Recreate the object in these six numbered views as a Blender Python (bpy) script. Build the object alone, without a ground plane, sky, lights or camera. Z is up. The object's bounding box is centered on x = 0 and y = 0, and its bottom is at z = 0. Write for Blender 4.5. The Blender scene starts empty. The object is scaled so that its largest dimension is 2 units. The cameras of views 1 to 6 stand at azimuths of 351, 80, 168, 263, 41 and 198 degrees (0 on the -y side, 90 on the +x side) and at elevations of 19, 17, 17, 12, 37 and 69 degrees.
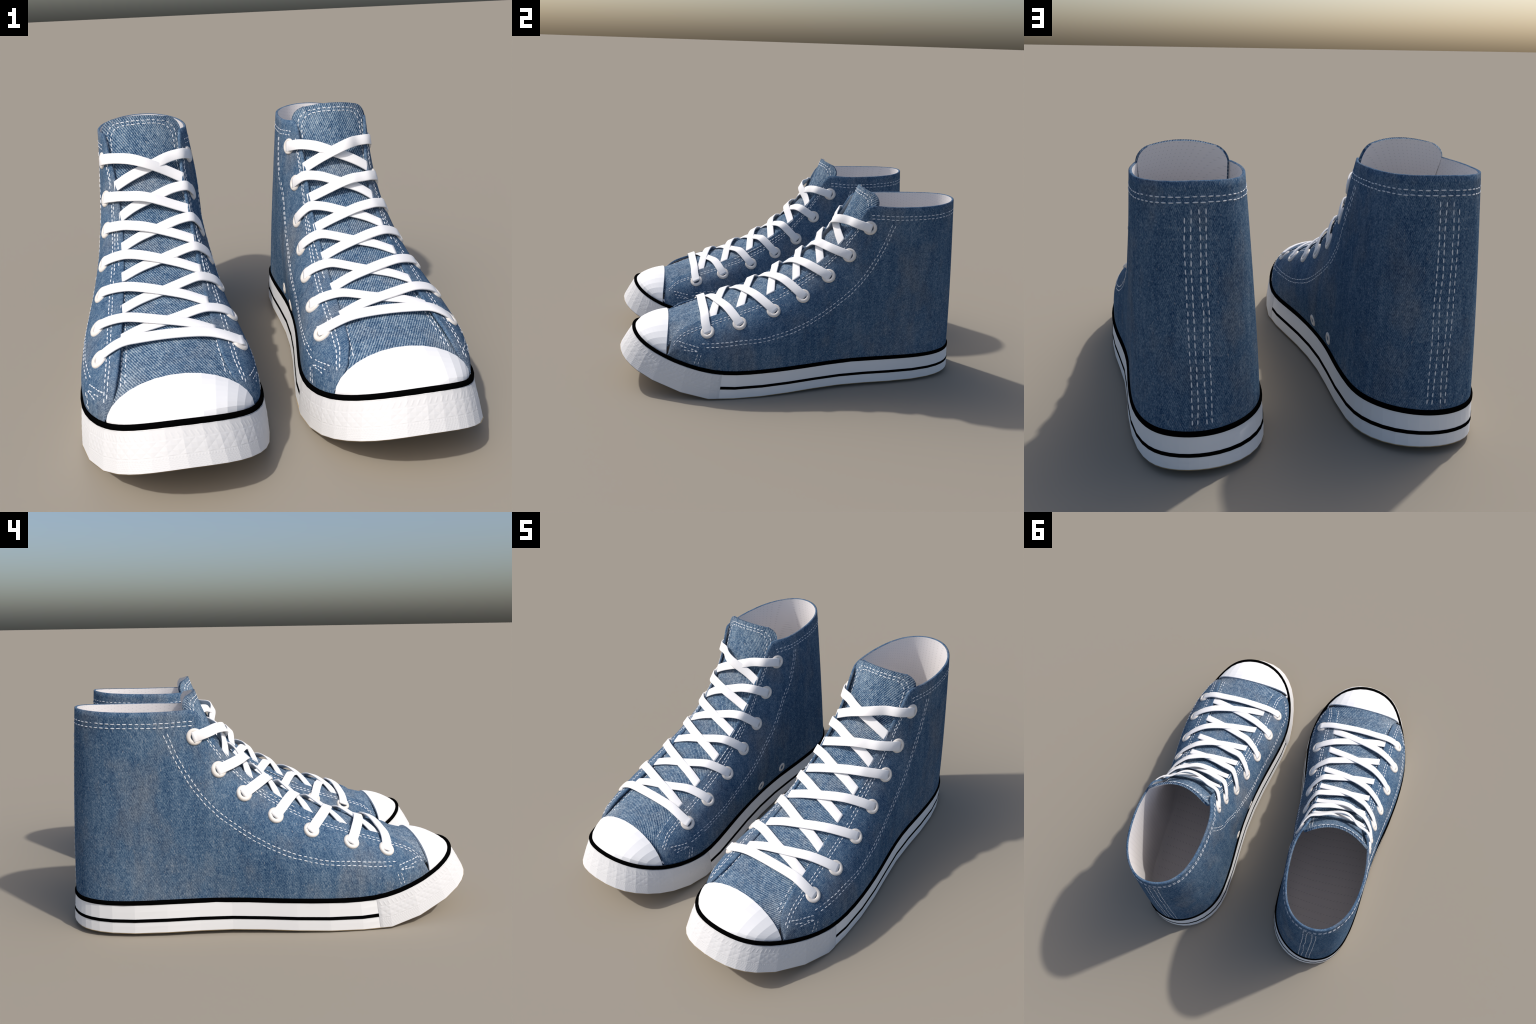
import bpy, math, random
import numpy as np
from mathutils import Vector
from mathutils.bvhtree import BVHTree

random.seed(7)
rng = np.random.default_rng(7)

# ---------------------------------------------------------------- splines
def spline(t, p):
    """natural cubic spline through points p at parameters t -> callable"""
    t = np.asarray(t, float); p = np.asarray(p, float)
    if p.ndim == 1: p = p[:, None]
    n = len(t); h = np.diff(t)
    A = np.eye(n); r = np.zeros_like(p)
    for i in range(1, n - 1):
        A[i, i - 1] = h[i - 1]; A[i, i] = 2 * (h[i - 1] + h[i]); A[i, i + 1] = h[i]
        r[i] = 6 * ((p[i + 1] - p[i]) / h[i] - (p[i] - p[i - 1]) / h[i - 1])
    M = np.linalg.solve(A, r)
    def f(x):
        x = np.atleast_1d(np.asarray(x, float))
        i = np.clip(np.searchsorted(t, x, side='right') - 1, 0, n - 2)
        a = (t[i + 1] - x) / h[i]; b = (x - t[i]) / h[i]
        a = a[:, None]; b = b[:, None]; hh = (h[i] ** 2)[:, None]
        return a * p[i] + b * p[i + 1] + ((a ** 3 - a) * M[i] + (b ** 3 - b) * M[i + 1]) * hh / 6
    return f

def chord(p):
    p = np.asarray(p, float)
    return np.r_[0, np.cumsum(np.linalg.norm(np.diff(p, axis=0), axis=1))]

def curve(p, n, closed=False):
    """n points evenly spread along a smooth curve through p"""
    p = np.asarray(p, float)
    if closed:
        q = np.vstack([p[-4:], p, p[:5]])
        c = chord(q); f = spline(c, q)
        t = np.linspace(c[4], c[4 + len(p)], 1200)
    else:
        c = chord(p); f = spline(c, p); t = np.linspace(0, c[-1], 1200)
    d = f(t); s = chord(d)
    u = np.linspace(0, s[-1], n + 1)[:-1] if closed else np.linspace(0, s[-1], n)
    return np.stack([np.interp(u, s, d[:, k]) for k in range(d.shape[1])], -1)

def norm(v):
    return v / (np.linalg.norm(v, axis=-1, keepdims=True) + 1e-12)

# ---------------------------------------------------------------- the sole plan
# one shoe, in its own frame: toe to -y, outer side of the foot to +x.
# Both outlines start at the toe tip and run outer side -> heel -> inner side.
BAND = [(-.009,-.925,.304),(.143,-.883,.282),(.246,-.764,.230),(.313,-.619,.186),(.352,-.465,.158),
        (.361,-.306,.152),(.351,-.147,.155),(.329,.010,.158),(.301,.167,.161),(.281,.325,.163),
        (.275,.484,.164),(.267,.644,.164),(.241,.802,.164),(.161,.939,.166),(.010,.987,.168),
        (-.136,.924,.166),(-.228,.794,.165),(-.252,.634,.165),(-.250,.475,.163),(-.243,.316,.160),
        (-.247,.157,.158),(-.264,-.001,.158),(-.291,-.158,.158),(-.321,-.314,.155),(-.342,-.472,.158),
        (-.330,-.631,.184),(-.275,-.780,.230),(-.163,-.890,.282)]
BOTTOM = [(-.024,-.999,.177),(.137,-.963,.154),(.251,-.844,.096),(.317,-.692,.041),(.360,-.532,.004),
          (.368,-.366,.001),(.362,-.199,.004),(.342,-.034,.010),(.315,.130,.015),(.293,.295,.016),
          (.285,.461,.015),(.274,.627,.013),(.246,.792,.014),(.172,.941,.022),(.017,1.000,.029),
          (-.142,.947,.024),(-.237,.811,.016),(-.262,.646,.014),(-.262,.480,.012),(-.259,.314,.011),
          (-.266,.148,.010),(-.286,-.018,.009),(-.315,-.182,.007),(-.345,-.347,.005),(-.357,-.513,.002),
          (-.339,-.678,.029),(-.291,-.837,.089),(-.183,-.961,.151)]
NR = 1400
band_c = curve(BAND, NR, True)
bott_c = curve(BOTTOM, NR, True)
bott_c[:, 2] -= bott_c[:, 2].min()
# slide the lower outline along itself so that wall panels stand upright at the sides
_t = np.arange(NR) / NR
_t = _t + np.interp(_t, [0, .08, .143, .25, .36, .5, .6, .75, .857, .92, 1], [0, .006, .0108, .0085, .0055, 0, -.002, -.004, -.0085, -.005, 0])
bott_c = np.stack([np.interp(_t, np.arange(NR + 1) / NR, np.r_[bott_c[:, k], bott_c[0, k]]) for k in range(3)], -1)

def outward(c):
    t = np.roll(c, -8, 0) - np.roll(c, 8, 0)
    n = np.stack([-t[:, 1], t[:, 0], 0 * t[:, 0]], -1)
    n = norm(n)
    mid = c.mean(0)
    if ((c - mid) * n).sum() < 0: n = -n
    return n
band_n = outward(band_c)

# facet corners: the rubber is made of flat panels, short round toe and heel
def facet_nodes(max_turn, max_len):
    t = norm(np.roll(band_c, -10, 0) - np.roll(band_c, 10, 0))[:, :2]
    idx = [0]; turn = 0; ln = 0
    for i in range(1, NR):
        a = t[i - 1]; b = t[i]
        turn += abs(math.asin(max(-1, min(1, a[0] * b[1] - a[1] * b[0]))))
        ln += np.linalg.norm(band_c[i] - band_c[i - 1])
        if turn > max_turn or ln > max_len:
            idx.append(i); turn = 0; ln = 0
    if NR - idx[-1] < 15: idx.pop()
    return np.array(idx)
FAC = facet_nodes(math.radians(9), .15)

# ---------------------------------------------------------------- helpers
ROOTS = []
def link(obj, parent=None):
    bpy.context.scene.collection.objects.link(obj)
    if parent is not None: obj.parent = parent
    return obj

def mesh(name, verts, faces, mat, smooth=True):
    me = bpy.data.meshes.new(name)
    me.from_pydata([tuple(map(float, v)) for v in verts], [], [tuple(map(int, f)) for f in faces])
    me.polygons.foreach_set('use_smooth', [smooth] * len(me.polygons))
    me.materials.append(mat)
    me.update()
    return me

def grid_faces(m, n, close_u=False, close_v=False, off=0, flip=False):
    F = []
    for i in range(m if close_u else m - 1):
        for j in range(n if close_v else n - 1):
            a = i * n + j; b = ((i + 1) % m) * n + j
            c = ((i + 1) % m) * n + (j + 1) % n; d = i * n + (j + 1) % n
            q = (a + off, b + off, c + off, d + off)
            F.append(q[::-1] if flip else q)
    return F

def grid_normals(G):
    du = np.gradient(G, axis=0); dv = np.gradient(G, axis=1)
    return norm(np.cross(du, dv))

# ---------------------------------------------------------------- materials
def new_mat(name, rough=.8, spec=.3):
    m = bpy.data.materials.new(name); m.use_nodes = True
    nt = m.node_tree; b = nt.nodes['Principled BSDF']
    b.inputs['Roughness'].default_value = rough
    b.inputs['Specular IOR Level'].default_value = spec
    return m, nt, b

class N:
    """tiny node helper"""
    def __init__(s, nt):
        s.nt = nt; s.co = nt.nodes.new('ShaderNodeTexCoord').outputs['Object']
    def new(s, t, **k):
        n = s.nt.nodes.new(t)
        for a, v in k.items(): setattr(n, a, v)
        return n
    def put(s, sock, v):
        if hasattr(v, 'is_linked') or isinstance(v, bpy.types.NodeSocket): s.nt.links.new(v, sock)
        else: sock.default_value = v
    def mapping(s, scale=(1, 1, 1), rot=(0, 0, 0), loc=(0, 0, 0)):
        n = s.new('ShaderNodeMapping'); s.nt.links.new(s.co, n.inputs[0])
        n.inputs['Scale'].default_value = scale; n.inputs['Rotation'].default_value = rot
        n.inputs['Location'].default_value = loc
        return n.outputs[0]
    def noise(s, vec, scale, detail=3, rough=.5, dist=0):
        n = s.new('ShaderNodeTexNoise'); s.nt.links.new(vec, n.inputs['Vector'])
        n.inputs['Scale'].default_value = scale; n.inputs['Detail'].default_value = detail
        n.inputs['Roughness'].default_value = rough; n.inputs['Distortion'].default_value = dist
        return n.outputs['Fac']
    def math(s, op, a, b=0., c=None, clamp=False):
        n = s.new('ShaderNodeMath', operation=op, use_clamp=clamp)
        s.put(n.inputs[0], a); s.put(n.inputs[1], b)
        if c is not None: s.put(n.inputs[2], c)
        return n.outputs[0]
    def dot(s, v):
        n = s.new('ShaderNodeVectorMath', operation='DOT_PRODUCT'); s.nt.links.new(s.co, n.inputs[0])
        n.inputs[1].default_value = v; return n.outputs['Value']
    def ramp(s, f, stops):
        n = s.new('ShaderNodeValToRGB'); s.nt.links.new(f, n.inputs[0])
        e = n.color_ramp.elements
        while len(e) < len(stops): e.new(.5)
        for k, (p, c) in enumerate(stops):
            e[k].position = p; e[k].color = c if len(c) == 4 else (*c, 1)
        return n.outputs[0]
    def mix(s, f, a, b, mode='MIX'):
        n = s.new('ShaderNodeMix', data_type='RGBA', blend_type=mode)
        s.put(n.inputs[0], f); s.put(n.inputs[6], a); s.put(n.inputs[7], b); return n.outputs[2]
    def range(s, v, a, b, c=0., d=1.):
        n = s.new('ShaderNodeMapRange'); s.put(n.inputs[0], v)
        for k, x in enumerate((a, b, c, d)): n.inputs[k + 1].default_value = x
        return n.outputs[0]
    def bump(s, h, bsdf, strength=.3, dist=.01):
        n = s.new('ShaderNodeBump'); s.nt.links.new(h, n.inputs['Height'])
        n.inputs['Strength'].default_value = strength; n.inputs['Distance'].default_value = dist
        s.nt.links.new(n.outputs[0], bsdf.inputs['Normal'])

def denim(name, period, across, rib_amt, dark, mid, lite, speck=.9, wrap=False):
    m, nt, b = new_mat(name, 1., .0); g = N(nt)
    a = np.array(across, float); a /= np.linalg.norm(a)
    # diagonal twill ribs, slightly wavy, each broken into single yarns
    wob = g.noise(g.mapping((45, 45, 45)), 1, 2)
    if wrap:      # cloth wound round the heel: distance along the perimeter instead of x and y
        sx = g.new('ShaderNodeSeparateXYZ'); nt.links.new(g.co, sx.inputs[0])
        x = g.math('SUBTRACT', sx.outputs[0], .01); dy = g.math('SUBTRACT', sx.outputs[1], .72)
        p = g.math('MULTIPLY', g.math('ARCTAN2', x, g.math('MAXIMUM', dy, 0.)), .24)
        p = g.math('ADD', p, g.math('MULTIPLY', g.math('SIGN', x), g.math('MAXIMUM', g.math('MULTIPLY', dy, -1.), 0.)))
        w = 2 * math.pi / period
        base = g.math('SUBTRACT', g.math('MULTIPLY', p, .9 * w), g.math('MULTIPLY', sx.outputs[2], .42 * w))
    else: base = g.dot(tuple(a * (2 * math.pi / period)))
    ph = g.math('ADD', base, g.math('MULTIPLY', wob, 2.2))
    rib = g.math('MULTIPLY_ADD', g.math('SINE', ph), .5, .5)
    yarn = g.noise(g.mapping((1, 1, .6)), 1.5 / period, 2, .75)
    yarn2 = g.noise(g.mapping((1, 1, .8), loc=(3, 5, 1)), .42 / period, 3, .65)
    # wash streaks running up the cloth and soft worn patches
    streak = g.noise(g.mapping((30, 30, 4.5)), 1, 4, .6)
    patch = g.noise(g.mapping((4.2, 4.2, 2.6)), 1, 4, .6)
    v = g.math('MULTIPLY', g.math('SUBTRACT', rib, .5), rib_amt)
    for n, k in ((yarn, speck), (yarn2, .62), (streak, .42), (patch, .34)):
        v = g.math('ADD', v, g.math('MULTIPLY', g.math('SUBTRACT', n, .5), k))
    v = g.math('ADD', v, .5)
    col = g.ramp(v, [(.08, dark), (.50, mid), (.95, lite)])
    # warm grey dirt against cleaner blue
    grey = g.range(g.noise(g.mapping((5, 5, 3.0), loc=(3, 1, 5)), 1, 4, .6), .48, .72)
    hsv = g.new('ShaderNodeHueSaturation'); nt.links.new(col, hsv.inputs['Color'])
    nt.links.new(g.range(grey, 0, 1, 1.06, .62), hsv.inputs['Saturation'])
    col = hsv.outputs[0]
    # light slub yarns and a few bleached flecks
    slub = g.range(g.noise(g.mapping((1, 1, .5), loc=(7, 2, 9)), 1.0 / period, 1, .5), .66, .76)
    col = g.mix(g.math('MULTIPLY', slub, .45), col, (.36, .38, .40, 1))
    vo = g.new('ShaderNodeTexVoronoi'); nt.links.new(g.co, vo.inputs['Vector']); vo.inputs['Scale'].default_value = 5.0
    fleck = g.range(vo.outputs['Distance'], .020, .050, 1., 0.)
    col = g.mix(g.math('MULTIPLY', fleck, .45), col, (.42, .48, .52, 1))
    nt.links.new(col, b.inputs['Base Color'])
    g.bump(g.math('ADD', g.math('MULTIPLY', rib, rib_amt), yarn), b, .3, .003)
    return m

DENIM = denim('denim', .0068, (-.8, .9, .42), .20, (.012, .036, .094), (.073, .127, .203), (.215, .280, .350), speck=1.5, wrap=True)
DENIM_TONGUE = denim('denim_coarse', .0086, (.84, -.40, -.38), .44, (.011, .030, .076), (.085, .146, .228), (.36, .425, .475), speck=1.4)

def cloth_white(name):
    m, nt, b = new_mat(name, .9, .1); g = N(nt)
    # woven lining: rows of small dark pin-holes
    vx = g.math('ABSOLUTE', g.math('SINE', g.dot((150, 150, 0))))
    vz = g.math('ABSOLUTE', g.math('SINE', g.dot((0, 60, 190))))
    hole = g.math('MULTIPLY', g.range(vx, .0, .55, 1., 0.), g.range(vz, .0, .4, 1., 0.))
    col = g.mix(g.math('MULTIPLY', hole, .8), (.80, .775, .775, 1), (.42, .41, .43, 1))
    nt.links.new(col, b.inputs['Base Color'])
    g.bump(hole, b, .2, -.004)
    return m
LINING = cloth_white('lining_cloth')

def rubber(name, col, dirt=(.60, .60, .60), amt=.35):
    m, nt, b = new_mat(name, .85, .12); g = N(nt)
    d = g.noise(g.mapping((9, 9, 26)), 1, 5, .65)
    f = g.range(d, .62, .74)
    s = g.noise(g.mapping((30, 30, 30), loc=(2, 2, 2)), 1, 3, .6)
    f2 = g.range(s, .73, .78)
    f = g.math('MAXIMUM', g.math('MULTIPLY', f, .22), g.math('MULTIPLY', f2, .5))
    nt.links.new(g.mix(g.math('MULTIPLY', f, amt * 2), (*col, 1), (*dirt, 1)), b.inputs['Base Color'])
    return m
RUBBER = rubber('white_rubber', (.80, .80, .80))
CAP = rubber('cap_rubber', (.86, .86, .865), amt=.1)
BUMPER = rubber('bumper_rubber', (.665, .665, .67), amt=.3)
BLACK, _nt, _b = new_mat('black_rubber', 1., .0); _b.inputs['Base Color'].default_value = (.0016, .0016, .0017, 1)
TAN = rubber('tan_rubber', (.62, .49, .30), (.3, .25, .18))

def lace_mat():
    m, nt, b = new_mat('cotton_lace', .9, .1); g = N(nt)
    a = g.math('ABSOLUTE', g.math('SINE', g.dot((360, 0, 0))))
    c = g.math('ABSOLUTE', g.math('SINE', g.dot((0, 330, 330))))
    h = g.math('MULTIPLY', g.range(a, 0., .5, 1., 0.), g.range(c, 0., .5, 1., 0.))
    nt.links.new(g.mix(g.math('MULTIPLY', h, .3), (.84, .835, .84, 1), (.60, .59, .62, 1)), b.inputs['Base Color'])
    g.bump(h, b, .25, -.003)
    return m
LACE = lace_mat()
EYELET, _nt, _b = new_mat('cream_eyelet', .45, .4)
_g = N(_nt)
_nt.links.new(_g.mix(_g.range(_g.noise(_g.mapping((40, 40, 40)), 1, 3), .5, .8), (.74, .70, .655, 1), (.64, .60, .55, 1)), _b.inputs['Base Color'])
THREAD, _nt, _b = new_mat('white_thread', .9, .1); _b.inputs['Base Color'].default_value = (.66, .69, .73, 1)

# ---------------------------------------------------------------- upper: guide curves
# throat edge of the side panels (flap fronts), eyelet rows, side bulge: x and z as functions of y
FLAP_OUT = [(.240,-.735,.205),(.222,-.724,.268),(.209,-.702,.315),(.199,-.665,.351),(.191,-.614,.380),(.183,-.550,.403),
            (.177,-.475,.425),(.172,-.391,.451),(.166,-.301,.483),(.160,-.206,.520),(.155,-.109,.566),(.151,-.013,.621),
            (.150,.081,.686),(.155,.170,.763),(.165,.252,.853),(.180,.322,.950),(.190,.352,1.005),(.197,.374,1.038),(.203,.398,1.053)]
FLAP_IN = [(-.272,-.735,.215),(-.243,-.725,.286),(-.222,-.702,.322),(-.204,-.660,.353),(-.191,-.600,.380),(-.183,-.526,.405),
           (-.177,-.441,.431),(-.172,-.349,.462),(-.167,-.253,.499),(-.164,-.157,.545),(-.162,-.062,.598),(-.160,.029,.658),
           (-.156,.115,.725),(-.150,.193,.800),(-.146,.263,.882),(-.149,.323,.965),(-.151,.350,1.010),(-.154,.372,1.038),(-.160,.398,1.053)]
EYE_OUT = [(.264,-.516,.368),(.272,-.340,.415),(.259,-.149,.478),(.244,.018,.553),(.226,.163,.661),(.218,.278,.776),(.220,.386,.932)]
EYE_IN = [(-.272,-.517,.370),(-.263,-.340,.414),(-.242,-.148,.470),(-.224,.018,.538),(-.206,.163,.627),(-.186,.281,.775),(-.189,.386,.932)]
# shoulder line (the eyelet row continued to the toe, just under the rings) and waist line below it
SHOULDER_OUT = [(.248,-.735,.235),(.247,-.700,.285),(.250,-.620,.335)] + [(x - .003, y, z - .006) for x, y, z in EYE_OUT]
SHOULDER_IN = [(-.266,-.735,.240),(-.262,-.700,.290),(-.264,-.620,.335)] + [(x + .003, y, z - .006) for x, y, z in EYE_IN]
WAIST_OUT = [(.252,-.735,.225),(.266,-.700,.245),(.298,-.620,.255),(.328,-.516,.265),(.343,-.340,.285),(.333,-.149,.315),(.311,.018,.355),
             (.289,.163,.410),(.276,.281,.470),(.261,.400,.560)]
WAIST_IN = [(-.270,-.735,.225),(-.288,-.700,.245),(-.314,-.620,.250),(-.326,-.516,.262),(-.311,-.340,.285),(-.284,-.149,.315),(-.272,.018,.355),
            (-.262,.163,.400),(-.247,.281,.470),(-.226,.400,.560)]
# collar rim, inner front -> heel -> outer front
COLLAR = [(-.160,.398,1.053),(-.183,.452,1.048),(-.195,.542,1.047),(-.191,.651,1.048),(-.170,.766,1.051),(-.125,.862,1.056),
          (-.054,.920,1.062),(.026,.936,1.064),(.098,.918,1.061),(.150,.875,1.057),(.190,.815,1.053),(.217,.738,1.050),
          (.229,.655,1.048),(.232,.566,1.048),(.222,.478,1.049),(.203,.398,1.053)]

def by_y(tab, y):
    t = np.array(tab, float)
    return spline(t[:, 1], t[:, [0, 2]])(y)

def upper_foot():
    """where the canvas meets the rubber: a narrow ledge at toe and sides, none at the heel"""
    d = np.interp(band_c[:, 1], [-.9, -.6, .45, .80], [.012, .008, .007, .004])
    return band_c - band_n * d[:, None]

def band_at_y(y, outer):
    c = upper_foot()
    half = c[:NR // 2 + 40] if outer else np.roll(c, NR // 2 + 60, 0)[:NR // 2]
    half = c[(c[:, 0] > (0.0 if outer else -9)) & (c[:, 0] < (9 if outer else 0.0))]
    half = half[half[:, 1].argsort()]
    return np.stack([np.interp(y, half[:, 1], half[:, 0]), np.interp(y, half[:, 1], half[:, 2])], -1)

NV = 40
def section(pts, bias=None):
    p = np.array(pts, float); c = chord(p); f = spline(c, p)
    d = f(np.linspace(0, c[-1], 160)); s = chord(d)
    u = np.linspace(0, s[-1], NV)
    return np.stack([np.interp(u, s, d[:, k]) for k in range(3)], -1)

def side_sections(ys, outer):
    F = by_y(FLAP_OUT if outer else FLAP_IN, ys); E = by_y(SHOULDER_OUT if outer else SHOULDER_IN, ys)
    W = by_y(WAIST_OUT if outer else WAIST_IN, ys); B = band_at_y(ys, outer)
    out = []
    for k, y in enumerate(ys):
        out.append(section([(B[k, 0], y, B[k, 1] - .012), (W[k, 0], y, W[k, 1]), (E[k, 0], y, E[k, 1]), (F[k, 0], y, F[k, 1])]))
    return out

def at_angle(c, phi, cy):
    """point of outline c (heel part) at eccentric angle phi about (.02, cy)"""
    a = np.arctan2((c[:, 1] - cy) / .55, (c[:, 0] - .02) / .22)
    k = a.argsort(); a = a[k]; c = c[k]
    return np.stack([np.interp(phi, a, c[:, j]) for j in range(3)], -1)

Y_JOIN = .398
front_y = np.r_[-.735, np.linspace(-.728, -.5, 22), np.linspace(-.48, .30, 50), np.linspace(.31, Y_JOIN, 12)]
inner = side_sections(front_y, False)
outer = side_sections(front_y, True)
# heel part: straight walls from band to collar with a slight swell
phis = np.linspace(math.pi, 0, 74)[1:-1]
cc = curve(COLLAR, 600); low = upper_foot()
low = low[low[:, 1] > .30]
# angles measured so that both outlines start at the same y as the last front section
top_pts = at_angle(cc, phis, Y_JOIN); low_pts = at_angle(low, phis, Y_JOIN)
heel = []
s0 = inner[-1]; s1 = outer[-1]
for k, ph in enumerate(phis):
    a = low_pts[k] - np.array([0, 0, .012]); b = top_pts[k]
    v = np.linspace(0, 1, NV)[:, None]
    out_dir = norm(np.array([math.cos(ph) / .22, math.sin(ph) / .55, 0]))
    p = a + (b - a) * v + out_dir * (.008 * np.sin(math.pi * v))
    # blend shape of the neighbouring front section close to the join
    def dev(s):
        return s - (s[0] + (s[-1] - s[0]) * np.linspace(0, 1, NV)[:, None])
    w = max(0, 1 - k / 7); w = w * w * (3 - 2 * w)
    w2 = max(0, 1 - (len(phis) - 1 - k) / 7); w2 = w2 * w2 * (3 - 2 * w2)
    base = a + (b - a) * v
    swell = out_dir * ((.004 + .002 * max(0, math.sin(ph)) ** 2) * np.sin(math.pi * v ** .8)) * (1 - w - w2)
    heel.append(base + swell + dev(s0) * w + dev(s1) * w2)
UP = np.array(inner + heel + outer[::-1])      # (stations, NV, 3)
# light smoothing along the length to hide the joins
for _ in range(2):
    UP[2:-2] = .25 * UP[1:-3] + .5 * UP[2:-2] + .25 * UP[3:-1]
UPN = grid_normals(UP)
if (UPN[len(UP) // 2, NV // 2] * np.array([0, 1, 0])).sum() < 0: UPN = -UPN
M = len(UP)
THICK = .012
UPI = UP - UPN * THICK

def panel_with_edge(G, GI, edge_sets):
    """outer skin G plus a rim strip to the inner skin GI along given borders"""
    m, n = G.shape[:2]
    V = list(G.reshape(-1, 3)); F = grid_faces(m, n)
    for side in edge_sets:
        if side == 'top': o = [i * n + n - 1 for i in range(m)]; q = GI[:, -1]
        if side == 'start': o = list(range(n)); q = GI[0]
        if side == 'end': o = [(m - 1) * n + j for j in range(n)]; q = GI[-1]
        if side == 'bottom': o = [i * n for i in range(m)]; q = GI[:, 0]
        mid = [(V[a] + b) * .5 + norm(V[a] - G.reshape(-1, 3)[a - (1 if side == 'top' else 0)]) * .003 if side == 'top' else (V[a] + b) * .5 for a, b in zip(o, q)]
        k0 = len(V); V += list(mid); k1 = len(V); V += list(q)
        for j in range(len(o) - 1):
            F.append((o[j], o[j + 1], k0 + j + 1, k0 + j)); F.append((k0 + j, k0 + j + 1, k1 + j + 1, k1 + j))
    return np.array(V), F

# ---------------------------------------------------------------- vamp + tongue
RIDGE = [(-.760,.362),(-.72,.368),(-.67,.377),(-.605,.394),(-.55,.412),(-.45,.440),(-.3,.490),(-.15,.556),(0,.642),(.1,.715),
         (.2,.808),(.27,.900),(.325,1.010),(.350,1.068),(.373,1.130)]
rid = curve([(0, y, z) for y, z in RIDGE], 600)
_s = np.r_[np.linspace(0, .965, 84), .965 + .035 * (1 - (1 - np.linspace(0, 1, 15)[1:]) ** 1.8)]     # closer rows at the rounded top
rid = np.stack([np.interp(_s, np.linspace(0, 1, 600), rid[:, k]) for k in range(3)], -1)
TW = 33
def ridge_tangents():
    return norm(np.gradient(rid, chord(rid), axis=0))
def tongue_surface():
    t = ridge_tangents(); n = np.stack([0 * t[:, 0], -t[:, 2], t[:, 1]], -1)
    y = rid[:, 1]
    k = np.interp(y, [-.76, -.72, -.66, -.60, -.45, -.2, 0, .2, .3, .37], [1.8, 1.5, 1.05, .85, .75, .65, .80, 1.35, 1.9, 2.2])
    w = np.interp(y, [-.76, -.7, -.55, -.3, 0, .2, .37], [.235, .224, .198, .186, .174, .178, .184])
    xc = np.interp(y, [-.76, 0, .37], [-.012, -.004, .025])
    s = chord(rid); rest = s[-1] - s
    corner = .050                                   # rounded top corners
    G = np.zeros((len(rid), TW, 3))
    for i in range(len(rid)):
        ww = w[i]
        if rest[i] < corner: ww = w[i] - corner + math.sqrt(max(0, corner ** 2 - (corner - rest[i]) ** 2))
        u = np.linspace(-1, 1, TW) * ww
        drop = k[i] * u * u
        G[i] = rid[i] + np.outer(u + xc[i], [1, 0, 0]) - np.outer(drop, n[i])
        if y[i] > .2:                                # top edge dips a little at the sides
            G[i, :, 2] -= .25 * u * u * min(1, (y[i] - .2) / .15)
    return G
TG = tongue_surface()
TN = grid_normals(TG)
if TN[40, TW // 2, 2] < 0: TN = -TN
TGI = TG - TN * .013

# ---------------------------------------------------------------- toe cap
CROWN = [(-.95,.282),(-.925,.297),(-.905,.311),(-.88,.326),(-.85,.342),(-.80,.361),(-.76,.370),(-.715,.374),(-.65,.375)]
def cap_surface(na=16, nb=8, grow=0.):
    o = band_at_y(np.array([-.742]), True)[0]; i = band_at_y(np.array([-.742]), False)[0]
    c = band_c - band_n * .013
    a_idx = np.where((c[:, 1] < -.742))[0]
    arc = np.vstack([c[a_idx[a_idx > NR // 2]], c[a_idx[a_idx < NR // 2]]])   # inner -> tip -> outer
    s = chord(arc); aa = np.linspace(0, s[-1], na)
    front = np.stack([np.interp(aa, s, arc[:, k]) for k in range(3)], -1)
    th = np.linspace(0, math.pi, na)
    left, right = arc[0], arc[-1]
    xs = (left[0] + right[0]) / 2 - (right[0] - left[0]) / 2 * np.cos(th)
    half = (right[0] - left[0]) / 2; xm = (left[0] + right[0]) / 2
    back = np.stack([xs, -.742 + .022 * (1 - ((xs - xm) / half) ** 2), 0 * xs], -1)
    order = c[:, 1].argsort()
    ko = c[(c[:, 0] > -.012)]; ko = ko[ko[:, 1].argsort()]; ki = c[(c[:, 0] < -.008)]; ki = ki[ki[:, 1].argsort()]
    crown = np.array(CROWN); fz = spline(crown[:, 0], crown[:, 1])
    def height(x, y):
        xo = np.interp(y, ko[:, 1], ko[:, 0]); xi = np.interp(y, ki[:, 1], ki[:, 0])
        zb = np.interp(y, ko[:, 1], ko[:, 2]) * .5 + np.interp(y, ki[:, 1], ki[:, 2]) * .5
        w = (xo - xi) / 2; q = np.clip(abs(x - (xo + xi) / 2) / max(w, 1e-4), 0, 1)
        return zb + (fz(y)[0, 0] - zb) * (1 - q ** 2.0) ** .5
    G = np.zeros((na, nb, 3))
    for a in range(na):
        for b in range(nb):
            f = (b / (nb - 1)); f = 1 - (1 - f) ** 1.25
            p = back[a] * (1 - f) + front[a] * f
            z = height(p[0], p[1])
            if b == nb - 1: z = front[a][2]
            G[a, b] = (p[0], p[1], max(z, front[a][2] - .002) + grow)
    return G

# ---------------------------------------------------------------- rubber parts
def wall_point(i, f, out=0.):
    """point on the rubber side wall at outline index i, f = 0 top .. 1 bottom"""
    a = band_c[i] + np.array([0, 0, -.008]); b = bott_c[i]
    p = a + (b - a) * f
    bulge = .0015 * math.sin(math.pi * f) 
    return p + band_n[i] * (bulge + out)

I_OUT = int(np.argmin(np.where(band_c[:, 0] > 0, abs(band_c[:, 1] + .462), 9)))
I_IN = int(np.argmin(np.where(band_c[:, 0] < 0, abs(band_c[:, 1] + .468), 9)))

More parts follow.
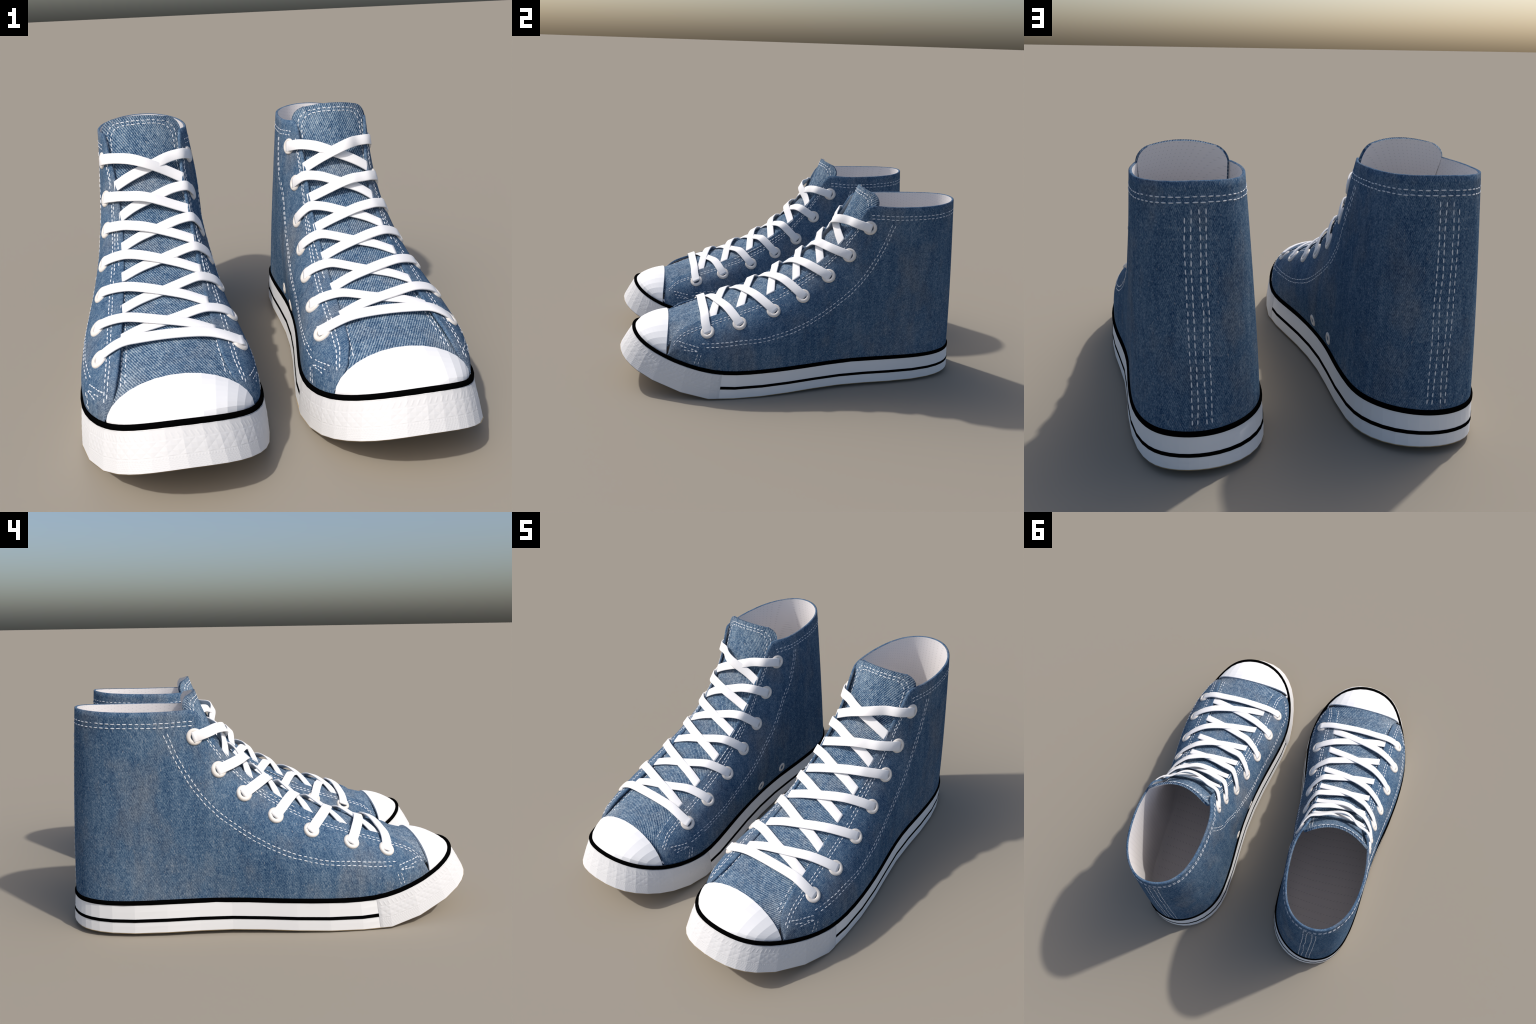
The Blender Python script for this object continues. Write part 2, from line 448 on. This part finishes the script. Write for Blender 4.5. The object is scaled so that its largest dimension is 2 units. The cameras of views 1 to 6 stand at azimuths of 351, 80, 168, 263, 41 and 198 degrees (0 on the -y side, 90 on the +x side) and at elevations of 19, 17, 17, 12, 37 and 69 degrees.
def ring_loft(idx, prof, closed, name, mat, smooth=False):
    """sweep a profile (list of functions index -> point) along outline indices"""
    V = []
    for i in idx: V += [f(i) for f in prof]
    m, n = len(idx), len(prof)
    F = grid_faces(m, n, close_u=closed)
    if not closed:
        F.append(tuple(range(n))); F.append(tuple((m - 1) * n + j for j in range(n))[::-1])
    return mesh(name, V, F, mat, smooth)

def inset(i, d, z):
    p = band_c[i] - band_n[i] * d; return np.array([p[0], p[1], p[2] + z])

def build_meshes():
    P = {}
    # side wall
    prof = [lambda i: inset(i, .0145, -.004)] + [(lambda i, f=f: wall_point(i, f)) for f in (0, .25, .5, .75, .97)] + [lambda i: wall_point(i, 1.0, -.004)]
    P['sidewall'] = [ring_loft(FAC, prof, True, 'sidewall', RUBBER)]
    # black band on top edge of the rubber
    prof = [lambda i: inset(i, .0150, .004), lambda i: inset(i, .006, .0105), lambda i: inset(i, .0005, .0095), lambda i: inset(i, -.0035, .004),
            lambda i: inset(i, -.0035, -.006), lambda i: inset(i, -.001, -.0105), lambda i: inset(i, .014, -.0105)]
    fine = np.unique(np.concatenate([np.linspace(a, b, 3).astype(int)[:-1] for a, b in zip(FAC, np.r_[FAC[1:], NR])]))
    P['edge_band'] = [ring_loft(fine, prof, True, 'edge_band', BLACK, True)]
    # thin black pinstripe round the sides and heel
    def facet_pt(i, f, out):
        k = np.searchsorted(FAC, i, side='right') - 1
        a = FAC[k]; b = FAC[(k + 1) % len(FAC)]; bb = b if b > a else NR
        w = (i - a) / max(1, bb - a)
        return wall_point(a, f, out) * (1 - w) + wall_point(b % NR, f, out) * w
    idx = np.unique(np.r_[I_OUT + 6, FAC[(FAC > I_OUT + 6) & (FAC < I_IN - 6)], I_IN - 6])
    prof = [lambda i: facet_pt(i, .495, -.004), lambda i: facet_pt(i, .495, .0014), lambda i: facet_pt(i, .605, .0014), lambda i: facet_pt(i, .605, -.004)]
    P['pinstripe'] = [ring_loft(idx, prof, False, 'pinstripe', BLACK)]
    # outsole
    V = []; n = len(FAC)
    for i in FAC: V.append(wall_point(i, .972, .0012 if band_c[i][1] > -.47 else .0050))
    for i in FAC: V.append(wall_point(i, 1.0, -.0015))
    cen = []
    for i in FAC: 
        p = bott_c[i] - band_n[i] * .06; cen.append(np.array([p[0], p[1], max(0., p[2] - .017 * min(1, max(0, (-.42 - p[1]) / .15)) + .002)]))
    V += cen
    F = []
    for k in range(n):
        j = (k + 1) % n
        F += [(k, j, n + j, n + k), (n + k, n + j, 2 * n + j, 2 * n + k)]
    # close the middle with strips between matching indices
    a, b = 1, n - 1
    mid = [2 * n + k for k in range(n)]
    l, r = 0, 0
    F.append((mid[0], mid[1], mid[-1]))
    l, r = 1, n - 1
    while l + 1 < r:
        if V[mid[l]][1] < V[mid[r]][1]:
            F.append((mid[l], mid[l + 1], mid[r])); l += 1
        else:
            F.append((mid[l], mid[r - 1], mid[r])); r -= 1
    P['outsole'] = [mesh('outsole', V, F, TAN, False)]
    # toe bumper with moulded relief
    P['toe_bumper'] = [bumper(facet_pt)]
    # toe cap
    G = cap_surface()
    m, nn = G.shape[:2]
    V = list(G.reshape(-1, 3)); F = grid_faces(m, nn, flip=True)
    k0 = len(V); V += [p - np.array([0, -.002, .012]) for p in G[:, 0]]
    for j in range(m - 1): F.append((j * nn, (j + 1) * nn, k0 + j + 1, k0 + j))
    P['toe_cap'] = [mesh('toe_cap', V, F, CAP, False)]
    # canvas
    V, F = panel_with_edge(UP, UPI, ('top', 'start', 'end'))
    P['canvas_upper'] = [mesh('canvas_upper', V, F, DENIM)]
    lin = UPI.copy()
    P['lining'] = [mesh('lining', lin.reshape(-1, 3), grid_faces(M, NV, flip=True), LINING)]
    # tongue
    V, F = panel_with_edge(TG, TGI, ('start', 'end'))
    m, n = TG.shape[:2]
    for col in (0, n - 1):
        o = [i * n + col for i in range(m)]; k0 = len(V); V = np.vstack([V, TGI[:, col]])
        F += [(o[j], o[j + 1], k0 + j + 1, k0 + j) for j in range(m - 1)]
    P['tongue'] = [mesh('tongue', V, F, DENIM_TONGUE)]
    P['tongue_lining'] = [mesh('tongue_lining', TGI.reshape(-1, 3), grid_faces(m, n, flip=True), LINING)]
    # insole
    ids = np.arange(0, NR, 20)
    rim = [inset(i, .0165, .004) for i in ids]
    V = [np.array([*(band_c[i] - band_n[i] * .0175)[:2], bott_c[i][2] + .012]) for i in ids]
    mid = [(np.array([p[0] * .3, p[1] * .9, p[2] - .004])) for p in V]
    k = len(V); F = [(j, (j + 1) % k, k + (j + 1) % k, k + j) for j in range(k)]
    half = k // 2
    F += [(k + j, k + j + 1, k + (k - j - 1) % k, k + (k - j) % k) for j in range(0, half)]
    F += [(2 * k + j, 2 * k + (j + 1) % k, (j + 1) % k, j) for j in range(k)]
    P['insole'] = [mesh('insole', V + mid + rim, F, LINING)]
    return P

def bumper(facet_pt):
    i0, i1 = I_IN - 6 - NR, I_OUT + 6
    ns, nh = 620, 64
    idx = np.linspace(i0, i1, ns)
    V = np.zeros((ns, nh, 3))
    base_s = 0.
    prev = None
    S = []
    for k, ii in enumerate(idx):
        i = int(math.floor(ii)); w = ii - i
        p0 = facet_pt(i % NR, .0, 0); p1 = facet_pt((i + 1) % NR, .0, 0); p = p0 * (1 - w) + p1 * w
        if prev is not None: base_s += np.linalg.norm(p - prev)
        prev = p; S.append(base_s)
    S = np.array(S)
    for k, ii in enumerate(idx):
        i = int(math.floor(ii)); w = ii - i
        edge = min(1., min(S[k], S[-1] - S[k]) / .012)
        for j in range(nh):
            f = .03 + (.965 - .03) * j / (nh - 1)
            s = S[k]; r = 0.
            if .10 < f < .26:                            # row of slanted ticks
                u = (s / .021 + f * 3.0) % 1.
                r = .0035 * max(0, 1 - abs(u - .5) / .26) * min(1, (f - .10) / .03, (.26 - f) / .03)
            elif .28 < f < .64:                          # lozenges
                h = (f - .28) / .36 * 3
                a = (s / .040 + h * .5) % 1.; b = (s / .040 - h * .5) % 1.
                r = .0045 * min(1 - abs(2 * a - 1), 1 - abs(2 * b - 1)) ** .8 * min(1, (f - .28) / .02, (.64 - f) / .02)
            elif .66 < f < .70:
                r = .0018 * (.5 + .5 * math.sin(s / .010 * 2 * math.pi))
            elif .72 < f < .96:                          # pebble rows
                r = .0018 * (.5 + .5 * math.sin(s / .011 * 2 * math.pi + (4.2 * f * 10))) * (.5 + .5 * math.sin(f * 150))
            o = (.0025 + r * .28) * edge + .001
            V[k, j] = facet_pt(i % NR, f, o) * (1 - w) + facet_pt((i + 1) % NR, f, o) * w
    n = nh
    top = V[:, 0] - np.array([facet_normal(int(x) % NR) for x in idx]) * .012
    bot = V[:, -1] - np.array([facet_normal(int(x) % NR) for x in idx]) * .012
    W = np.concatenate([top[:, None], V, bot[:, None]], 1)
    n = nh + 2
    F = grid_faces(ns, n)
    F.append(tuple(range(n))); F.append(tuple((ns - 1) * n + j for j in range(n))[::-1])
    return mesh('toe_bumper', W.reshape(-1, 3), F, BUMPER, False)
def facet_normal(i): return band_n[i]

# ---------------------------------------------------------------- surface lookup for things sewn on
def bvh_of(G, flip=False):
    m, n = G.shape[:2]
    return BVHTree.FromPolygons([tuple(map(float, v)) for v in G.reshape(-1, 3)], grid_faces(m, n, flip=flip))
UP_T = bvh_of(UP); TG_T = bvh_of(TG)

def on_side(y, z, outer):
    x = 1.5 if outer else -1.5
    h = UP_T.ray_cast(Vector((x, y, z)), Vector((-x, 0, 0)))
    if h[0] is None:
        h = UP_T.find_nearest(Vector((.3 if outer else -.3, y, z)))
    p = np.array(h[0]); n = np.array(h[1])
    if n[0] * x < 0: n = -n
    return p, n

def nearest(tree, p, ref):
    h = tree.find_nearest(Vector(p)); q = np.array(h[0]); n = np.array(h[1])
    if n @ ref < 0: n = -n
    return q, n

# ---------------------------------------------------------------- eyelets
def eyelet_mesh(name, r_out, r_in, high):
    prof = [(r_in, -.010), (r_in, high * .55), (r_in + .003, high * .9), ((r_in + r_out) / 2, high), (r_out - .004, high * .8), (r_out, high * .25), (r_out, -.004)]
    ns = 36; V = []
    for k in range(ns):
        a = 2 * math.pi * k / ns
        V += [(r * math.cos(a), r * math.sin(a), h) for r, h in prof]
    return mesh(name, V, grid_faces(ns, len(prof), close_u=True), EYELET)

def frame_matrix(p, n, hint=(0, 0, 1)):
    from mathutils import Matrix
    n = norm(np.array(n)); x = norm(np.cross(np.array(hint, float), n)); y = np.cross(n, x)
    return Matrix(((x[0], y[0], n[0], p[0]), (x[1], y[1], n[1], p[1]), (x[2], y[2], n[2], p[2]), (0, 0, 0, 1)))

# ---------------------------------------------------------------- laces
def ribbon(path, across, width=.049, thick=.0075, n=40, shear=False):
    d = curve(path, n); t = norm(np.gradient(d, axis=0))
    ac = np.array(across, float)
    if ac.ndim == 1: ac = np.repeat(ac[None], n, 0)
    else: ac = curve(ac, n)
    w = norm(ac - t * (ac * t).sum(-1, keepdims=True)); nn = norm(np.cross(t, w))
    if shear:
        f = np.clip((np.linspace(0, 1, n) - .80) / .18, 0, 1)[:, None]
        ws = norm(w * (1 - f) + norm(ac) * f); w = ws / (ws * w).sum(-1, keepdims=True)
    prof = []
    hw, ht = width / 2, thick / 2
    for x, z in [(-1, 0), (-.98, .7), (-.9, 1), (0, 1.15), (.9, 1), (.98, .7), (1, 0), (.98, -.7), (.9, -1), (0, -1), (-.9, -1), (-.98, -.7)]:
        prof.append((x * hw, z * ht))
    V = []
    for k in range(n):
        V += [d[k] + w[k] * a + nn[k] * b for a, b in prof]
    m = len(prof)
    F = grid_faces(n, m, close_v=True)
    F.append(tuple(range(m))); F.append(tuple((n - 1) * m + j for j in range(m))[::-1])
    return V, F

def settle(path, side, bar, n=44):
    """keep a lace on top of its own flap and of the tongue"""
    d = curve(path, n)
    for k in range(n):
        f = k / (n - 1)
        if f > .03 and (f < .5 or bar):
            q, nn = nearest(UP_T, d[k], np.array([(side if f < .5 else -side) * .5, -.5, .7])); h = (d[k] - q) @ nn
            lim = .0125 if .05 < min(f, 1 - f if bar else f) else .006
            if h < lim and np.linalg.norm(d[k] - q) < .04: d[k] += nn * (lim - h)
        if f > .2:
            q, nn = nearest(TG_T, d[k], np.array([0, -.6, .8])); h = (d[k] - q) @ nn
            if h < .0065: d[k] += nn * (.0065 - h)
    for _ in range(7): d[2:-2] = .25 * d[1:-3] + .5 * d[2:-2] + .25 * d[3:-1]
    return d

def ridge_at(y):
    k = int(np.argmin(abs(rid[:, 1] - y))); t = ridge_tangents()[k]
    return rid[k], t, np.array([0, -t[2], t[1]])

END_Y = [-.484, -.325, -.152, -.006, .128, .240]        # where each lace dives under the far flap
def lace_paths():
    out = []
    for k in range(7):
        for side in (1, -1):
            eye = np.array((EYE_OUT if side > 0 else EYE_IN)[k])
            if k == 0 and side < 0: continue
            FL = FLAP_OUT if side > 0 else FLAP_IN
            OP = FLAP_IN if side > 0 else FLAP_OUT
            q, n = nearest(UP_T, eye, np.array([side * .5, -.5, .7]))
            # flap edge point abreast of this eyelet
            fl = curve(FL, 300); t = norm(np.gradient(fl, axis=0))
            op = curve(OP, 300)
            if k == 0:
                e2 = np.array(EYE_IN[0]); q2, n2 = nearest(UP_T, e2, np.array([-.5, -.5, .7]))
                path = [q + n * .002 + np.array([.010, .005, -.006]), q + n * .0105 + np.array([-.022, -.003, .010]), np.array([.160, -.522, .425]), np.array([.080, -.524, .436]),
                        np.array([0, -.525, .439]), np.array([-.080, -.524, .436]), np.array([-.160, -.522, .425]), q2 + n2 * .0105 + np.array([.022, -.003, .010]), q2 + n2 * .002 + np.array([-.010, .005, -.006])]
                out.append((path, np.array([0, 1, .35]), 'bar')); continue
            end = np.array([np.interp(END_Y[k - 1], op[:, 1], op[:, j]) for j in range(3)])
            over = side > 0
            rt = ridge_tangents(); rn_all = np.stack([0 * rt[:, 0], -rt[:, 2], rt[:, 1]], -1)
            def foot(p):
                kk = int(np.argmin(np.linalg.norm(rid[:, 1:] - p[1:], axis=1))); return kk, float((p - rid[kk]) @ rn_all[kk])
            ke, _ = foot(eye); kd, lift_end = foot(end)
            # arch over the tongue: share of the way u, share along the ridge, height above it
            path = []
            kf, lift_f = foot(fl[int(np.argmin(np.linalg.norm(fl - (eye * .80 + end * .20), axis=1)))])
            slide = (0, 0, 0, .06, .10, -.10)[k - 1] if over else -.08
            tall = (.62, .72, .85, 1., 1.3, 1.5)[k - 1]
            for u, f, lift in ((.24, .29, lift_f + .017 + .006 * max(0, tall - 1) * 2), (.43, .49, .031 * tall), (.62, .67, .026 * tall), (.80, .82, .009 * tall)):
                f += slide * (1 - u) * 1.3
                if not over and .3 < u < .75: lift -= .0085 + .005 * max(0, tall - 1) * 2
                if over and u > .7: lift += .003
                if over and .3 < u < .75: lift += .008 * max(0, tall - 1) * 2
                r = ke + (kd - ke) * f; r0 = int(r); w = r - r0
                c = rid[r0] * (1 - w) + rid[min(r0 + 1, len(rid) - 1)] * w
                path.append(np.array([eye[0] + (end[0] - eye[0]) * u, c[1], c[2]]) + rn_all[r0] * lift)
            tw = norm(path[0] - q); tt = rt[(ke + kd) // 2]; rn = rn_all[kd]
            path = [q + n * .002 - tw * .013, q + n * .0095 + tw * .022] + path + [end - rn * .006 + norm(end - path[-1]) * .004]
            out.append((path, tt, 'over' if over else 'under'))
    return out

# ---------------------------------------------------------------- stitching
class Stitches:
    def __init__(s): s.V = []; s.F = []
    def one(s, p, t, n, L=.018, W=.0050, H=.0009):
        t = norm(t - n * (t @ n)); b = np.cross(n, t); k = len(s.V)
        for u, w in ((-1, .35), (-.6, .9), (0, 1), (.6, .9), (1, .35)):
            c = p + t * u * L / 2
            s.V += [c + b * W / 2 * w - n * .0006, c + b * W * .3 * w + n * H * w, c - b * W * .3 * w + n * H * w, c - b * W / 2 * w - n * .0006]
        for r in range(4):
            for j in range(3):
                a = k + r * 4 + j; s.F.append((a, a + 1, a + 5, a + 4))
        s.F.append((k, k + 1, k + 2, k + 3)); s.F.append((k + 19, k + 18, k + 17, k + 16))
    def line(s, P, Nn, pitch=.027, L=.018, jit=.0010, W=.0050):
        P = np.asarray(P); c = chord(P); n = int(c[-1] / pitch)
        if n < 1: return
        off = (c[-1] - (n - 1) * pitch) / 2
        for k in range(n):
            a = off + k * pitch
            g = lambda u: np.array([np.interp(u, c, P[:, j]) for j in range(3)])
            h = np.array([np.interp(a, c, Nn[:, j]) for j in range(3)])
            p = g(a) + rng.normal(0, jit, 3) * np.array([1, 1, 1]) * .6
            s.one(p, g(min(a + .004, c[-1])) - g(max(a - .004, 0)), norm(h), L * rng.uniform(.88, 1.1), W)

def side_line(st, pts, outer, offs=(0.,), pitch=.026, L=.0175, n=80):
    d = curve([(0, y, z) for y, z in pts], n)
    t = norm(np.gradient(d, axis=0)); nn = np.stack([0 * t[:, 0], -t[:, 2], t[:, 1]], -1)
    for o in offs:
        q = d + nn * o; P = []; Q = []
        for p in q:
            a, b = on_side(p[1], p[2], outer); P.append(a + b * .0005); Q.append(b)
        st.line(np.array(P), np.array(Q), pitch, L)

# curved double seam of the side panel, (y, z)
SEAM_OUT = [(.533,.959),(.513,.908),(.485,.839),(.448,.768),(.394,.680),(.350,.624),(.289,.562),(.210,.500),(.125,.443),(.033,.395),
            (-.053,.361),(-.128,.340),(-.197,.325),(-.304,.315),(-.438,.301),(-.562,.289)]
SEAM_IN = [(.545,.965),(.520,.893),(.482,.814),(.436,.735),(.377,.645),(.301,.555),(.195,.478),(.090,.412),(0,.370),
           (-.111,.332),(-.222,.303),(-.337,.291),(-.453,.284),(-.562,.276)]
HEEL_ROWS = [(.051,.057,.054,.053,.049,.046,.047), (.031,.036,.035,.032,.029,.025,.027), (.006,.003,.005,-.002,.002,-.001,-.006), (-.017,-.016,-.017,-.021,-.020,-.023,-.025)]
HEEL_Z = (.979,.845,.716,.583,.464,.322,.194)

def build_stitching():
    st = Stitches()
    # collar rows
    zlen = np.array([chord(UP[i])[-1] for i in range(M)])
    for d in (.050, .069):
        P = []; Q = []
        for i in range(len(front_y) - 3, M - len(front_y) + 3):
            f = (1 - d / zlen[i]) * (NV - 1); j = int(f); w = f - j
            n = UPN[i, j]; P.append(UP[i, j] * (1 - w) + UP[i, j + 1] * w + n * .0005); Q.append(n)
        st.line(np.array(P), np.array(Q))
    # rows beside the throat edge
    for outer_side in (True, False):
        for d0 in (.0, .016):
            P = []; Q = []
            for k in range(len(front_y)):
                if front_y[k] > .36 or front_y[k] < -.716: continue
                i = (M - 1 - k) if outer_side else k
                d = d0 + np.interp(front_y[k], [-.70, -.6, -.2, .1, .3], [.034, .040, .050, .048, .036])
                f = (1 - d / zlen[i]) * (NV - 1)
                if f < 1: continue
                j = int(f); w = f - j
                n = UPN[i, j]; P.append(UP[i, j] * (1 - w) + UP[i, j + 1] * w + n * .0005); Q.append(n)
            st.line(np.array(P), np.array(Q), .024, .016)
    side_line(st, SEAM_OUT, True, (0, -.018)); side_line(st, SEAM_IN, False, (0, -.018))
    # crossed corner by the toe and the short double row down to the sole
    for outer_side, dz in ((True, 0.), (False, -.008)):
        for a, b in (((-.562,.289),(-.676,.309)), ((-.572,.272),(-.668,.290)), ((-.566,.268),(-.655,.270)), ((-.554,.258),(-.572,.196)), ((-.571,.258),(-.592,.198))):
            m = ((a[0] + b[0]) / 2, (a[1] + b[1]) / 2 + .001)
            side_line(st, [(a[0], a[1] + dz), (m[0], m[1] + dz), (b[0], b[1] + dz)], outer_side, (0,), .021, .015, 12)
    # heel strip: four rows
    for row in HEEL_ROWS:
        P = []; Q = []
        fx = spline(HEEL_Z[::-1], row[::-1])
        for z in np.linspace(.186, .990, 60):
            xx = float(fx(z)[0, 0])
            h = UP_T.ray_cast(Vector((xx, 2, z)), Vector((0, -1, 0)))
            if h[0] is None: continue
            n = np.array(h[1]); n = n if n[1] > 0 else -n
            P.append(np.array(h[0]) + n * .0005); Q.append(n)
        st.line(np.array(P), np.array(Q), .029, .0195)
    return mesh('stitching', st.V, st.F, THREAD)

def build_tongue_stitching():
    st = Stitches()
    m = len(TG)
    for d in (.022, .038):
        loop = []
        w = TG[:, -1, 0] - TG[:, 0, 0]
        s = chord(TG[:, TW // 2]); top = s[-1] - d
        P = []; Q = []
        def at(i, u):
            f = u * (TW - 1); j = min(int(f), TW - 2); q = f - j
            return TG[i, j] * (1 - q) + TG[i, j + 1] * q + TN[i, j] * .0006, TN[i, j]
        half = np.interp(s, [0, s[-1]], [.2, .184]) - d
        rows = [i for i in range(m) if s[i] <= top]
        r = .055
        def xoff(i):
            rest = top - s[i]
            full = np.interp(rid[i, 1], [-.76, -.55, 0, .37], [.228, .21, .2, .184]) - d - .004
            return full if rest > r else full - r + math.sqrt(max(0, r * r - (r - rest) ** 2))
        def pt(i, x):
            xs = TG[i, :, 0]; c = TG[i, TW // 2, 0]; u = np.interp(c + x, xs, np.linspace(0, 1, TW)); return at(i, u)
        seq = [(i, -xoff(i)) for i in rows if rid[i, 1] > -.70]
        last = rows[-1]
        seq += [(last, x) for x in np.linspace(-xoff(last), xoff(last), 30)]
        seq += [(i, xoff(i)) for i in rows[::-1] if rid[i, 1] > -.70]
        for i, x in seq:
            a, b = pt(i, x); P.append(a); Q.append(b)
        st.line(np.array(P), np.array(Q), .024, .016)
    return mesh('tongue_stitching', st.V, st.F, THREAD)

# ---------------------------------------------------------------- assemble
def assemble():
    parts = build_meshes()
    parts['stitching'] = [build_stitching()]
    parts['tongue_stitching'] = [build_tongue_stitching()]
    ring = eyelet_mesh('eyelet', .0390, .0190, .0085)
    vent = eyelet_mesh('vent_eyelet', .0290, .0130, .005)
    ring_m = []
    for tab, ref in ((EYE_OUT, 1), (EYE_IN, -1)):
        for k, e in enumerate(tab):
            q, n = nearest(UP_T, np.array(e), np.array([ref * .7, -.3, .5])); ring_m.append(frame_matrix(q, n))
    vent_m = []
    for y, z in ((.115, .215), (.339, .214)):
        p, n = on_side(y, z, False); vent_m.append(frame_matrix(p, n))
    laces = []
    for path, ac, kind in lace_paths():
        V, F = ribbon(settle(path, -1 if kind == 'under' else 1, kind == 'bar'), ac, shear=kind != 'bar')
        laces.append(mesh('lace', V, F, LACE))
    for sgn in (1, -1):
        root = bpy.data.objects.new('sneaker', None)
        root.location = (sgn * .430, 0, 0); root.scale = (sgn, 1, 1)
        root['label'] = 'blue denim high-top canvas sneaker with white laces and rubber toe'
        root['category'] = 'shoe'
        link(root)
        for name, ms in parts.items():
            for me in ms:
                o = link(bpy.data.objects.new(name, me), root)
                if 'stitching' in name: o['kind'] = 'stuff'
        for mat in ring_m:
            o = link(bpy.data.objects.new('eyelet', ring), root); o.matrix_local = mat
        for mat in vent_m:
            o = link(bpy.data.objects.new('vent_eyelet', vent), root); o.matrix_local = mat
        for me in laces: link(bpy.data.objects.new('lace', me), root)
assemble()
